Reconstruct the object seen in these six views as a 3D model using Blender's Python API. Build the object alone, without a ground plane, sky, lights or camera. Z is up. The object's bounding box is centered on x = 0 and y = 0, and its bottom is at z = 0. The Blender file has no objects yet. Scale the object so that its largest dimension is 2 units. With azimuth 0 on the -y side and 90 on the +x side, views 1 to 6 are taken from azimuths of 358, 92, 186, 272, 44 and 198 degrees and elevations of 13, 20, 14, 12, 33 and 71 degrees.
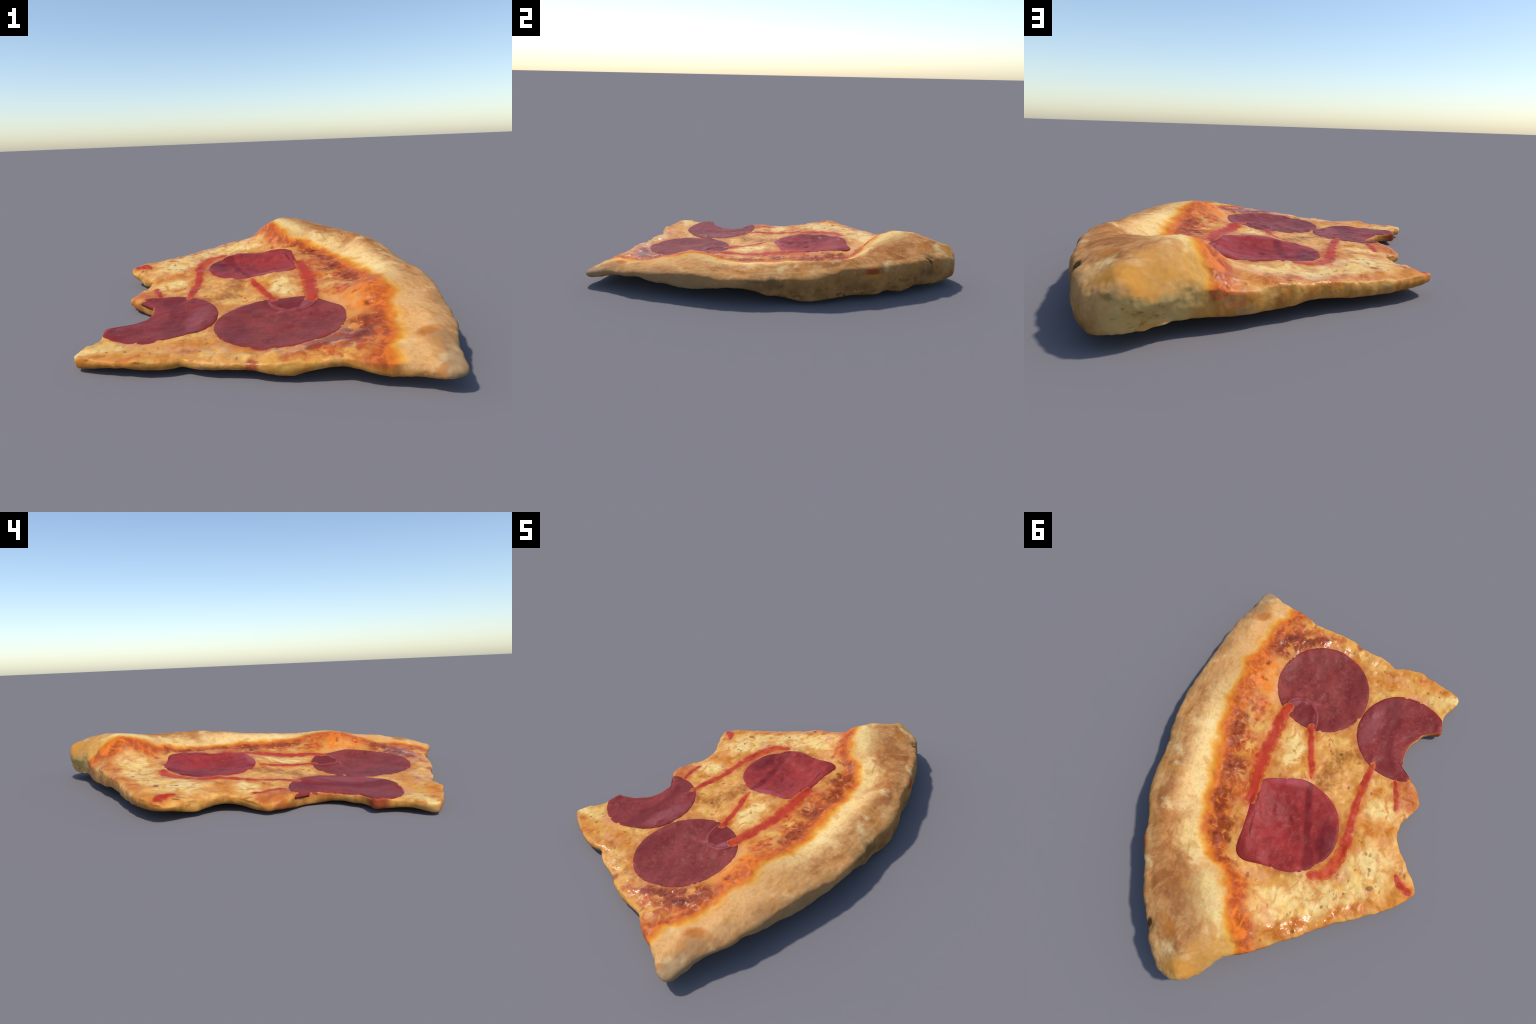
"""A bitten slice of pepperoni pizza, lying on its underside.

Body: one smooth loaf-like solid (outline spline + height surface through named
measured points), split by region into crust, cheese_topping and dough_base.
On it lie pepperoni slices and sauce drizzles that follow its surface.
"""
import bpy, bmesh, math, random
import numpy as np
from mathutils import Vector
from mathutils.geometry import delaunay_2d_cdt
from mathutils.bvhtree import BVHTree

random.seed(7)
RNG = np.random.RandomState(7)

# ------------------------------------------------------------------ noise
_perm = RNG.permutation(256)
_perm = np.concatenate([_perm, _perm, _perm])
_grad = RNG.normal(size=(256, 3))
_grad /= np.linalg.norm(_grad, axis=1)[:, None]


def noise3(p):
    """Gradient noise, about -1..1, for an (n, 3) array."""
    i = np.floor(p).astype(int)
    f = p - i
    u = f * f * f * (f * (f * 6 - 15) + 10)
    out = 0
    for dx in (0, 1):
        for dy in (0, 1):
            for dz in (0, 1):
                h = _perm[_perm[_perm[(i[:, 0] + dx) & 255] + ((i[:, 1] + dy) & 255)] + ((i[:, 2] + dz) & 255)]
                g = _grad[h]
                d = f - np.array([dx, dy, dz])
                w = (u[:, 0] if dx else 1 - u[:, 0]) * (u[:, 1] if dy else 1 - u[:, 1]) * (u[:, 2] if dz else 1 - u[:, 2])
                out = out + w * (g * d).sum(1)
    return out * 1.6


def fbm(p, scale, octaves=3):
    p = np.asarray(p) * np.asarray(scale)
    a, s = 1.0, 0
    for k in range(octaves):
        s = s + a * noise3(p + 17.3 * k)
        p, a = p * 2.03, a * 0.5
    return s


def smooth(a, b, x):
    t = np.clip((x - a) / (b - a), 0, 1)
    return t * t * (3 - 2 * t)


# crust boundary: x of the line where topping ends, as a function of y
CRUST_LINE = [(-1.05, .33), (-.93, .31), (-.865, .315), (-.84, .35), (-.75, .365), (-.65, .376), (-.533, .415), (-.386, .412), (-.30, .430),
              (-.19, .428), (-.104, .410), (.027, .397), (.123, .382), (.24, .352), (.341, .327), (.412, .300), (.465, .245),
              (.50, .19), (.544, .153), (.617, .113), (.711, .067), (.808, .007), (.90, -.02), (1.05, -.05)]
_cl = np.array(CRUST_LINE)


def crust_side(xy):
    """Positive on the crust, negative on the topping (metres, along x)."""
    return xy[:, 0] - np.interp(xy[:, 1], _cl[:, 0], _cl[:, 1])


# ---------------------------------------------------------------- outline
# x, y, height of the lower edge; counter-clockwise groups, each a side of the slice
CUT_SIDE = [  # the knife cut that runs from the crust tip to the west tip
    (.486, -1.004, .045), (.442, -1.004, .042), (.383, -.976, .036), (.317, -.950, .030), (.252, -.936, .035),
    (.197, -.909, .048), (.158, -.891, .050), (.078, -.882, .038), (.030, -.879, .020), (-.018, -.872, .019),
    (-.081, -.858, .030), (-.134, -.835, .033), (-.229, -.818, .032), (-.281, -.794, .031), (-.314, -.779, .025),
    (-.378, -.792, .023), (-.445, -.788, .026), (-.509, -.769, .030), (-.587, -.746, .020), (-.635, -.726, .010),
    (-.665, -.702, .008)]
BITES = [  # three mouthfuls out of the point of the slice
    (-.661, -.677, .012), (-.638, -.636, .022), (-.615, -.596, .018), (-.608, -.565, .018), (-.613, -.515, .020),
    (-.611, -.480, .018), (-.580, -.470, .016), (-.550, -.462, .015), (-.509, -.413, .016), (-.478, -.364, .020),
    (-.466, -.310, .015), (-.473, -.251, .001), (-.503, -.210, .006), (-.550, -.173, .014), (-.578, -.132, .020),
    (-.593, -.078, .014), (-.560, -.024, .018), (-.531, .030, .026), (-.524, .088, .034), (-.545, .144, .028),
    (-.580, .188, .018), (-.603, .230, .030), (-.632, .258, .042), (-.652, .284, .050), (-.660, .330, .052)]
FAR_CUT = [  # the other cut, back to the crust
    (-.648, .363, .050), (-.582, .429, .046), (-.485, .494, .040), (-.409, .541, .044), (-.302, .606, .052),
    (-.260, .638, .055), (-.221, .674, .046), (-.148, .721, .045), (-.058, .787, .043), (.018, .828, .048),
    (.067, .860, .050), (.112, .918, .048), (.160, .966, .046), (.203, .988, .050), (.264, .990, .042)]
CRUST_RIM = [  # the outer rim of the crust, back to the tip
    (.312, .966, .038), (.364, .902, .030), (.411, .823, .022), (.445, .770, .040), (.471, .721, .046),
    (.500, .655, .014), (.520, .600, .044), (.545, .550, .020), (.573, .473, .022), (.592, .384, .025),
    (.630, .294, .020), (.648, .215, .018), (.656, .143, .008), (.657, .039, .034), (.664, -.040, .045),
    (.667, -.100, .068), (.667, -.185, .078), (.663, -.270, .074), (.652, -.340, .066), (.638, -.404, .052),
    (.625, -.478, .052), (.605, -.560, .068), (.592, -.628, .066), (.582, -.680, .084), (.566, -.754, .090),
    (.535, -.830, .080), (.514, -.885, .060), (.503, -.960, .050)]


def closed_spline(ctrl, step):
    """Catmull-Rom through the points of a closed loop, resampled at even steps."""
    c = np.array(ctrl, float)
    n, pts = len(c), []
    for i in range(n):
        p0, p1, p2, p3 = c[i - 1], c[i], c[(i + 1) % n], c[(i + 2) % n]
        for t in np.linspace(0, 1, 16, endpoint=False):
            m1, m2 = (p2 - p0) / 2, (p3 - p1) / 2
            # shorten tangents at uneven spacing so that no loop forms
            L = np.linalg.norm((p2 - p1)[:2])
            for m in (m1, m2):
                l = np.linalg.norm(m[:2])
                if l > 1.1 * L:
                    m *= 1.1 * L / l
            pts.append((2 * t**3 - 3 * t**2 + 1) * p1 + (t**3 - 2 * t**2 + t) * m1 + (-2 * t**3 + 3 * t**2) * p2 + (t**3 - t**2) * m2)
    pts = np.array(pts)
    d = np.r_[0, np.cumsum(np.linalg.norm(np.diff(np.vstack([pts, pts[:1]])[:, :2], axis=0), axis=1))]
    s = np.arange(0, d[-1], step)
    q = np.vstack([pts, pts[:1]])
    return np.stack([np.interp(s, d, q[:, k]) for k in range(q.shape[1])], 1)


CRUST_RIM = [(x - (.004 if .0 < y < .9 else 0), y, z + (.006 if y > -.9 else 0)) for x, y, z in CRUST_RIM]
FAR_CUT = [(x + .004, y - .005, z) for x, y, z in FAR_CUT[:11]] + FAR_CUT[11:]
BITES = [(x - .004, y, z) for x, y, z in BITES]
outline = closed_spline(CUT_SIDE + BITES + FAR_CUT + CRUST_RIM, 0.008)
tang = np.roll(outline, -1, 0)[:, :2] - np.roll(outline, 1, 0)[:, :2]
tang /= np.linalg.norm(tang, axis=1)[:, None]
inward = -np.stack([-tang[:, 1], tang[:, 0]], 1)  # the loop runs clockwise seen from above
_o3 = np.c_[outline[:, :2], np.zeros(len(outline))]
_teeth = np.abs(fbm(_o3 + 11, 42, 2)) - .35
_bitten = smooth(-.1, .0, -crust_side(outline[:, :2]))
outline[:, :2] += inward * (0.0042 * fbm(_o3, 24, 3) + .0040 * _teeth * (.4 + .6 * _bitten))[:, None]
outline[:, 2] += 0.004 * fbm(_o3 + 5, 30, 2)


def signed_area(p):
    return 0.5 * np.sum(p[:, 0] * np.roll(p[:, 1], -1) - np.roll(p[:, 0], -1) * p[:, 1])


_sm = sum(np.roll(inward, k, 0) for k in range(-7, 8))
steady_inward = _sm / np.linalg.norm(_sm, axis=1)[:, None]
if signed_area(outline[:, :2]) > 0:
    steady_inward = -steady_inward
if signed_area(outline[:, :2]) > 0:
    inward = -inward


def edge_distance(xy, limit=None):
    """Distance of points to the outline, and the index of the nearest outline sample."""
    d = np.empty(len(xy))
    k = np.empty(len(xy), int)
    for a in range(0, len(xy), 4000):
        q = ((xy[a:a + 4000, None, :] - outline[None, :, :2]) ** 2).sum(2)
        k[a:a + 4000] = q.argmin(1)
        d[a:a + 4000] = np.sqrt(q.min(1))
    return d, k


def inside(xy):
    x, y = xy[:, 0], xy[:, 1]
    res = np.zeros(len(xy), bool)
    px, py = outline[:, 0], outline[:, 1]
    qx, qy = np.roll(px, -1), np.roll(py, -1)
    for i in range(len(px)):
        c = (py[i] > y) != (qy[i] > y)
        if c.any():
            res ^= c & (x < (qx[i] - px[i]) * (y - py[i]) / (qy[i] - py[i] + 1e-12) + px[i])
    return res


# --------------------------------------------------------- height of the top
HEIGHTS = {
    "crust_crest": [(.42, -.86, .118), (.47, -.71, .138), (.40, -.72, .112), (.45, -.58, .150), (.40, -.44, .178), (.43, -.35, .170), (.52, -.20, .157), (.44, -.22, .140), (.45, -.165, .140),
                    (.53, -.09, .163), (.43, -.11, .138), (.42, .01, .136), (.515, .04, .172), (.49, .16, .180), (.51, .25, .188), (.52, .33, .200), (.478, .41, .198),
                    (.43, .49, .200), (.34, .56, .206), (.26, .63, .224), (.165, .685, .243), (.25, .73, .228), (.29, .81, .220),
                    (.45, .315, .160), (.445, .385, .178), (.42, .24, .146), (.44, .17, .150),
                    (.19, .88, .213), (.20, .955, .193), (.10, .80, .215)],
    "crust_outside": [(.48, -.93, .095), (.53, -.79, .112), (.58, -.60, .128), (.61, -.46, .142), (.635, -.30, .140), (.64, -.12, .138),
                      (.63, .04, .140), (.62, .18, .150), (.60, .30, .172), (.56, .40, .178), (.54, .49, .178), (.495, .59, .180),
                      (.445, .70, .183), (.39, .81, .182), (.345, .90, .168), (.28, .965, .152), (.15, .94, .148), (.09, .87, .164)],
    "crust_foot": [(.31, -.83, .098), (.30, -.73, .100), (.30, -.64, .112), (.331, -.555, .135), (.315, -.454, .152), (.33, -.38, .148),
                   (.337, -.25, .124), (.337, -.192, .119), (.36, -.09, .122), (.36, .06, .134), (.38, .12, .132), (.367, .191, .127),
                   (.34, .26, .124), (.32, .34, .122), (.27, .40, .124), (.20, .415, .124), (.14, .455, .128), (.371, .432, .165),
                   (.335, .511, .200), (.24, .49, .172), (.105, .544, .190), (.06, .60, .188), (.055, .67, .218), (.03, .745, .184)],
    "topping": [(.255, .046, .112), (.073, .493, .122), (-.464, .383, .098), (-.194, .659, .120), (-.427, -.618, .048), (-.455, -.628, .046),
                (-.119, -.667, .056), (-.568, -.677, .050), (-.359, -.569, .053), (.243, -.903, .083), (.282, -.872, .093), (.44, -.825, .121),
                (.014, -.535, .060), (-.139, .423, .118), (-.32, -.166, .074), (-.19, -.20, .068), (-.34, .0, .074), (-.24, -.08, .074), (-.12, -.20, .070), (-.20, .0, .082), (-.16, .49, .106), (-.226, .41, .104), (-.058, -.142, .080), (-.653, .31, .073),
                (-.59, -.085, .044), (.189, .075, .116), (.181, -.35, .094), (.106, .373, .126), (.196, .372, .122), (.078, .411, .122),
                (-.315, .135, .088), (-.467, -.107, .070), (.135, -.77, .084), (-.083, .627, .132), (-.135, .653, .126), (-.04, .735, .136),
                (.03, .69, .190), (.05, .80, .165), (-.358, -.612, .056), (-.596, -.592, .055), (-.575, -.480, .054), (.065, -.765, .076),
                (-.05, -.294, .069), (-.11, -.34, .063), (-.07, -.375, .059), (.12, -.14, .088), (-.11, .58, .130), (.15, -.42, .084), (.22, -.50, .080), (.24, -.41, .092), (.22, -.62, .080), (.20, -.72, .086)],
    "pepperoni_beds": [(-.05, .20, .076), (-.13, .27, .080), (.06, .24, .084), (.05, -.005, .110), (-.03, -.015, .103), (-.08, .06, .081), (.04, .33, .104),
                       (-.22, .20, .085), (-.17, .10, .085), (.12, .15, .106), (.165, .25, .124), (.175, .335, .128), (.0, .10, .080), (-.07, .34, .095), (-.10, -.55, .050), (.0, -.67, .056), (.10, -.63, .064),
                       (-.15, -.45, .056), (-.43, -.50, .044), (-.36, -.42, .050), (-.42, -.34, .050), (-.40, -.28, .054), (-.29, -.32, .062)],
    "cut_edges": [(.46, -.96, .086), (.33, -.925, .090), (.15, -.855, .080), (.08, -.845, .076), (.0, -.84, .066), (-.127, -.815, .054),
                  (-.29, -.768, .048), (-.39, -.770, .058), (-.50, -.745, .052), (-.60, -.715, .050), (-.645, -.695, .052), (-.20, -.77, .055),
                  (-.50, -.40, .050), (-.46, -.30, .050), (-.465, -.20, .064), (-.52, -.14, .070), (-.56, -.10, .060), (-.52, .0, .060), (-.50, .09, .074),
                  (-.535, .165, .074), (-.585, .225, .074), (-.640, .335, .082), (-.55, .42, .088), (-.40, .52, .095), (-.28, .595, .106),
                  (-.40, .20, .088), (-.30, .50, .106)],
}
_cp = np.array([p for group in HEIGHTS.values() for p in group])


def _kernel(a, b):
    r2 = ((a[:, None, :2] - b[None, :, :2]) ** 2).sum(2)
    return 0.5 * r2 * np.log(r2 + 1e-12)


def thin_plate(cp, stiffness):
    n = len(cp)
    P = np.c_[np.ones(n), cp[:, :2]]
    A = np.block([[_kernel(cp, cp) + stiffness * np.eye(n), P], [P.T, np.zeros((3, 3))]])
    w = np.linalg.solve(A, np.r_[cp[:, 2], 0, 0, 0])

    def f(xy):
        out = np.empty(len(xy))
        for a in range(0, len(xy), 5000):
            q = xy[a:a + 5000]
            out[a:a + 5000] = _kernel(q, cp) @ w[:n] + np.c_[np.ones(len(q)), q] @ w[n:]
        return out
    return f


top_height = thin_plate(_cp, 2e-4)
_low = outline[::9].copy()
_low[:, 2] -= 0.004
_belly = np.array([(.45, .3, .008), (.3, .0, .025), (.35, -.4, .045), (.2, .5, .015), (0, 0, .012), (-.2, -.5, .010), (-.25, .3, .02), (.1, -.5, .012)])
bottom_height = thin_plate(np.vstack([_low, _belly]), 1e-3)

# ------------------------------------------------------------ the solid body
def build_solid():
    n = len(outline)
    g = 0.011
    xs, ys = np.meshgrid(np.arange(-.68, .68, g), np.arange(-1.02, 1.02, g))
    grid = np.c_[xs.ravel(), ys.ravel()] + RNG.uniform(-.1, .1, (xs.size, 2)) * g
    grid = grid[inside(grid)]
    d, _ = edge_distance(grid)
    grid = grid[d > 0.008]
    pts = [Vector(p) for p in outline[:, :2]] + [Vector(p) for p in grid]
    edges = [(i, (i + 1) % n) for i in range(n)]
    v2, _, faces, orig, _, _ = delaunay_2d_cdt(pts, edges, [list(range(n))], 1, 1e-7)
    xy = np.array([tuple(v) for v in v2])
    bm = bmesh.new()
    zt = top_height(xy)
    zb = np.maximum(bottom_height(xy), 0.002)
    d, k = edge_distance(xy)
    onedge = d < 1e-5
    zb = np.where(onedge, outline[k, 2], zb)
    zb = np.where(onedge, np.minimum(zb, zt - .024), np.minimum(zb, zt - .030))
    crusty = smooth(-.02, .08, crust_side(xy))
    tuck = np.where(onedge, 0.004 + 0.002 * crusty, 0)   # underside starts a little inside the rim
    inn = steady_inward[k]
    # the far cut runs in under the hump at the end of the crust
    under_hump = .036 * np.exp(-((xy[:, 0] - .14) ** 2 + (xy[:, 1] - .935) ** 2) / .075 ** 2)
    tuck = tuck + np.where(onedge, under_hump, 0)
    lower_xy = xy + inn * tuck[:, None]
    upper_xy = xy + inn * np.where(onedge, 0.003 + 0.003 * crusty, 0)[:, None]
    tv = [bm.verts.new((*upper_xy[i], zt[i])) for i in range(len(xy))]
    lv = [bm.verts.new((*lower_xy[i], zb[i])) for i in range(len(xy))]
    for f in faces:
        a = [tv[i] for i in f]
        b = [lv[i] for i in f]
        area = sum(v2[f[i]].x * v2[f[(i + 1) % len(f)]].y - v2[f[(i + 1) % len(f)]].x * v2[f[i]].y for i in range(len(f)))
        if area < 0:
            a.reverse(); b.reverse()
        bm.faces.new(a)
        bm.faces.new(b[::-1])
    # wall with a belly at mid height
    bm.edges.ensure_lookup_table()
    rim = [e for e in bm.edges if len(e.link_faces) == 1 and e.verts[0].index >= -1]
    index = {v: i for i, v in enumerate(tv)}
    loops = [(index[e.verts[0]], index[e.verts[1]]) for e in rim if e.verts[0] in index and e.verts[1] in index]
    mids = {}
    for i in {i for p in loops for i in p}:
        mids[i] = [bm.verts.new((*(xy[i] + inn[i] * under_hump[i] * c), zb[i] + (zt[i] - zb[i]) * t)) for t, c in ((.35, .85), (.62, .15))]
    for i, j in loops:
        col_i = [lv[i], *mids[i], tv[i]]
        col_j = [lv[j], *mids[j], tv[j]]
        for r in range(3):
            bm.faces.new([col_i[r], col_j[r], col_j[r + 1], col_i[r + 1]])
    bmesh.ops.recalc_face_normals(bm, faces=bm.faces)
    me = bpy.data.meshes.new("solid")
    bm.to_mesh(me)
    bm.free()
    return me


def remeshed(me, voxel):
    ob = bpy.data.objects.new("solid", me)
    bpy.context.scene.collection.objects.link(ob)
    mod = ob.modifiers.new("remesh", "REMESH")
    mod.mode, mod.voxel_size = "VOXEL", voxel
    out = bpy.data.meshes.new_from_object(ob.evaluated_get(bpy.context.evaluated_depsgraph_get()))
    bpy.data.objects.remove(ob)
    return out


def vertex_array(me):
    v = np.empty(len(me.vertices) * 3)
    me.vertices.foreach_get("co", v)
    return v.reshape(-1, 3)


def normal_array(me):
    v = np.empty(len(me.vertices) * 3, np.float32)
    me.vertex_normals.foreach_get("vector", v)
    return v.reshape(-1, 3).astype(float)


def set_vertices(me, v):
    me.vertices.foreach_set("co", np.ascontiguousarray(v, np.float32).ravel())
    me.update()


body = remeshed(build_solid(), 0.005)
V = vertex_array(body)
E = np.empty(len(body.edges) * 2, int)
body.edges.foreach_get("vertices", E)
E = E.reshape(-1, 2)
_deg = np.bincount(E.ravel(), minlength=len(V))[:, None]


def relax(v, factor):
    s = np.zeros_like(v)
    for k in range(3):
        s[:, k] = np.bincount(E[:, 0], v[E[:, 1], k], len(v)) + np.bincount(E[:, 1], v[E[:, 0], k], len(v))
    return v + factor * (s / _deg - v)


for _ in range(7):   # round the edges; Taubin pairs keep the volume
    V = relax(V, .55)
    V = relax(V, -.50)
crusty_v = smooth(-.02, .06, crust_side(V[:, :2]))[:, None]
W = V.copy()
for _ in range(16):
    W = relax(W, .5)
V = V * (1 - crusty_v) + W * crusty_v
for _ in range(6):                                # worn lower edge all round
    W = relax(W, .5)
_lip = smooth(.085, .050, V[:, 2])[:, None] * smooth(.10, .05, edge_distance(V[:, :2])[0])[:, None]
_lip = _lip * smooth(-.02, .06, crust_side(V[:, :2]))[:, None]
V = V * (1 - _lip) + W * _lip
V2 = V.copy()
for _ in range(7):
    V2 = relax(V2, .5)
V = V2
set_vertices(body, V)

# ----------------------------------------------------------- surface relief
N = normal_array(body)
dist_edge, near = edge_distance(V[:, :2])
c_side = crust_side(V[:, :2])
up = smooth(.2, .7, N[:, 2])
is_crust = smooth(-.01, .05, c_side)
is_top = up * (1 - is_crust)
disp = np.zeros(len(V))
# dough: soft dents and pores
disp += is_crust * (0.0030 * fbm(V, (9, 6, 9), 3) + 0.0020 * fbm(V + 3, 30, 2) + 0.0012 * fbm(V + 13, (60, 18, 40), 2))
# creased cheese, with lumps and scallops towards the cuts
disp += is_top * (0.0030 * fbm(V, 11, 2) + 0.0022 * fbm(V + 9, 26, 2))
blister = fbm(V + 40, 17, 1)
disp += is_top * 0.0045 * smooth(.25, .75, blister)      # melted lumps
disp -= is_top * 0.0040 * smooth(.35, .75, fbm(V + 50, 24, 1))   # burst bubbles
near_cut = (1 - is_crust) * smooth(.14, .02, dist_edge)
along = np.c_[near * 0.008, dist_edge, 0 * near]
disp += near_cut * up * 0.0055 * fbm(along + fbm(V, 8, 1)[:, None] * .03, (11, 6, 1), 2)
# scorched cheese blisters on the slope below the crust
slope = smooth(-.16, -.05, c_side) * smooth(.03, -.02, c_side) * up
disp += slope * 0.0045 * fbm(V + 4, (24, 24, 10), 3)
# side walls: torn crumb
wall = smooth(.75, .3, np.abs(N[:, 2]))
disp += wall * smooth(.02, .05, V[:, 2] - bottom_height(V[:, :2])) * (0.0035 * fbm(V + 21, (9, 9, 14), 3))
under = smooth(-.3, -.8, N[:, 2])
disp += under * smooth(.015, .08, dist_edge) * 0.004 * fbm(V + 31, 12, 3)


def dent(x, y, z, r, depth, stretch=(1, 1)):
    global disp
    q = ((V[:, 0] - x) / stretch[0]) ** 2 + ((V[:, 1] - y) / stretch[1]) ** 2 + (V[:, 2] - z) ** 2
    disp = disp - depth * np.exp(-q / r ** 2)


dent(.388, .812, .175, .018, .014, (1, 1.6))      # burnt pit at the outer rim
dent(.540, .500, .165, .024, .005, (1, 1.6))

dent(.331, -.555, .134, .014, .012)               # holes in the scorched hump
dent(.315, -.454, .152, .010, .008)
dent(.337, -.192, .119, .016, .008)
dent(.440, -.825, .123, .030, .004)
for k in range(46):                               # small dents over the crust
    j = int(RNG.randint(len(V)))
    while c_side[j] < .04 or N[j, 2] < -.2:
        j = int(RNG.randint(len(V)))
    dent(*V[j], RNG.uniform(.008, .024), RNG.uniform(-.002, .0035), (1, RNG.uniform(1, 2)))
for t in np.linspace(0, 1, 9):                    # crease along the inner slope of the crust
    dent(.371 - .03 * t, .43 + .08 * t, .16 + .035 * t, .008, .004)
for x, y, r, h in ((-.03, -.80, .030, .006), (.05, -.83, .026, .006), (-.10, -.79, .022, .005), (.10, -.80, .03, .006), (-.19, -.78, .024, .006),
                   (-.27, -.73, .03, .005), (.15, -.83, .024, .005), (-.135, .650, .03, .006), (-.06, .66, .03, .007), (-.30, .57, .03, .005)):
    dent(x, y, float(top_height(np.array([[x, y]]))[0]), r, -h)
V = V + N * disp[:, None]
V[:, 1] = np.interp(V[:, 1], [V[:, 1].min(), V[:, 1].max()], [-1.0, 1.0])
V[:, 0] -= (V[:, 0].min() + V[:, 0].max()) / 2
V[:, 2] = np.where(V[:, 2] < .004, .004 - .004 * np.tanh((.004 - V[:, 2]) / .004), V[:, 2])
set_vertices(body, V)
N = normal_array(body)

# ------------------------------------------------------ node-graph shorthand


class Graph:
    def __init__(self, name):
        self.mat = bpy.data.materials.new(name)
        self.mat.use_nodes = True
        self.t = self.mat.node_tree
        self.t.nodes.clear()
        self.out = self.t.nodes.new("ShaderNodeOutputMaterial")
        self.bsdf = self.t.nodes.new("ShaderNodeBsdfPrincipled")
        self.t.links.new(self.bsdf.outputs[0], self.out.inputs[0])
        self.co = self.t.nodes.new("ShaderNodeTexCoord").outputs["Object"]

    def _in(self, sock, v):
        if isinstance(v, bpy.types.NodeSocket):
            self.t.links.new(v, sock)
        elif v is not None:
            sock.default_value = v

    def node(self, kind, **kw):
        n = self.t.nodes.new(kind)
        for k, v in kw.items():
            setattr(n, k, v)
        return n

    def math(self, op, a, b=0.0, c=None, clamp=False):
        n = self.node("ShaderNodeMath", operation=op, use_clamp=clamp)
        self._in(n.inputs[0], a)
        self._in(n.inputs[1], b)
        if c is not None:
            self._in(n.inputs[2], c)
        return n.outputs[0]

    def vmath(self, op, a, b):
        n = self.node("ShaderNodeVectorMath", operation=op)
        self._in(n.inputs[0], a)
        self._in(n.inputs[1], b)
        return n.outputs[0]

    def scale(self, a, s):
        n = self.node("ShaderNodeVectorMath", operation="SCALE")
        self._in(n.inputs[0], a)
        n.inputs["Scale"].default_value = s
        return n.outputs[0]

    def mapping(self, vec, loc=(0, 0, 0), rot=(0, 0, 0), scale=(1, 1, 1), kind="POINT"):
        n = self.node("ShaderNodeMapping", vector_type=kind)
        self._in(n.inputs["Vector"], vec)
        n.inputs["Location"].default_value = loc
        n.inputs["Rotation"].default_value = rot
        n.inputs["Scale"].default_value = scale
        return n.outputs[0]

    def noise(self, scale, detail=3, rough=.55, vec=None, stretch=None, seed=0.0, colour=False, distortion=0.0):
        v = self.co if vec is None else vec
        v = self.mapping(v, loc=(seed, seed * 1.7, seed * .6), scale=stretch or (1, 1, 1))
        n = self.node("ShaderNodeTexNoise")
        self._in(n.inputs["Vector"], v)
        n.inputs["Scale"].default_value = scale
        n.inputs["Detail"].default_value = detail
        n.inputs["Roughness"].default_value = rough
        n.inputs["Distortion"].default_value = distortion
        return n.outputs["Color" if colour else "Fac"]

    def ramp(self, x, a, b, to0=0.0, to1=1.0):
        n = self.node("ShaderNodeMapRange", interpolation_type="SMOOTHSTEP")
        self._in(n.inputs["Value"], x)
        n.inputs["From Min"].default_value = a
        n.inputs["From Max"].default_value = b
        n.inputs["To Min"].default_value = to0
        n.inputs["To Max"].default_value = to1
        return n.outputs[0]

    def mix(self, fac, a, b):
        n = self.node("ShaderNodeMix", data_type="RGBA")
        self._in(n.inputs[0], fac)
        self._in(n.inputs[6], a)
        self._in(n.inputs[7], b)
        return n.outputs[2]

    def mul(self, *xs):
        r = xs[0]
        for x in xs[1:]:
            r = self.math("MULTIPLY", r, x)
        return r

    def inv(self, x):
        return self.math("SUBTRACT", 1.0, x)

    def curve(self, x, pts, lo, hi):
        """Piecewise curve y(x); x in lo..hi, values in -1..1."""
        u = self.math("DIVIDE", self.math("SUBTRACT", x, lo), hi - lo)
        n = self.node("ShaderNodeFloatCurve")
        c = n.mapping.curves[0]
        n.mapping.use_clip = False
        pts = [((p - lo) / (hi - lo), v) for p, v in pts]
        while len(c.points) > 2:
            c.points.remove(c.points[1])
        c.points[0].location, c.points[1].location = pts[0], pts[-1]
        for p in pts[1:-1]:
            c.points.new(*p)
        n.mapping.update()
        self._in(n.inputs["Value"], u)
        return n.outputs[0]

    def blob(self, flat, x, y, a, b=None, rot=0.0, soft=.6):
        """Soft elliptical patch on the plan: 1 inside, fading to 0 at the rim."""
        m = self.mapping(flat, loc=(x, y, 0), rot=(0, 0, math.radians(rot)), scale=(a, b or a, 1), kind="TEXTURE")
        n = self.node("ShaderNodeTexGradient", gradient_type="SPHERICAL")
        self._in(n.inputs[0], m)
        return self.ramp(n.outputs["Fac"], 0.0, soft)

    def blobs(self, flat, items, soft=.6):
        r = None
        for it in items:
            s = self.blob(flat, *it, soft=soft)
            r = s if r is None else self.math("MAXIMUM", r, s)
        return r

    def bump(self, height, strength, distance, normal=None):
        n = self.node("ShaderNodeBump")
        n.inputs["Strength"].default_value = strength
        n.inputs["Distance"].default_value = distance
        self._in(n.inputs["Height"], height)
        if normal is not None:
            self._in(n.inputs["Normal"], normal)
        return n.outputs[0]


def rgb(h):
    """sRGB hex to linear RGBA."""
    c = [int(h[i:i + 2], 16) / 255 for i in (0, 2, 4)]
    return tuple(x / 12.92 if x <= .04045 else ((x + .055) / 1.055) ** 2.4 for x in c) + (1.0,)


def toned(h, k):
    c = rgb(h)
    return tuple(min(1, a * b) for a, b in zip(c[:3], k)) + (1.0,)


def melt(h):
    """Cheese colours, darkened and warmed to offset the sheen of reflected sky."""
    return toned(h, (.88, .71, .46))


def bake(h):
    return toned(h, (.86, .77, .68))


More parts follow.
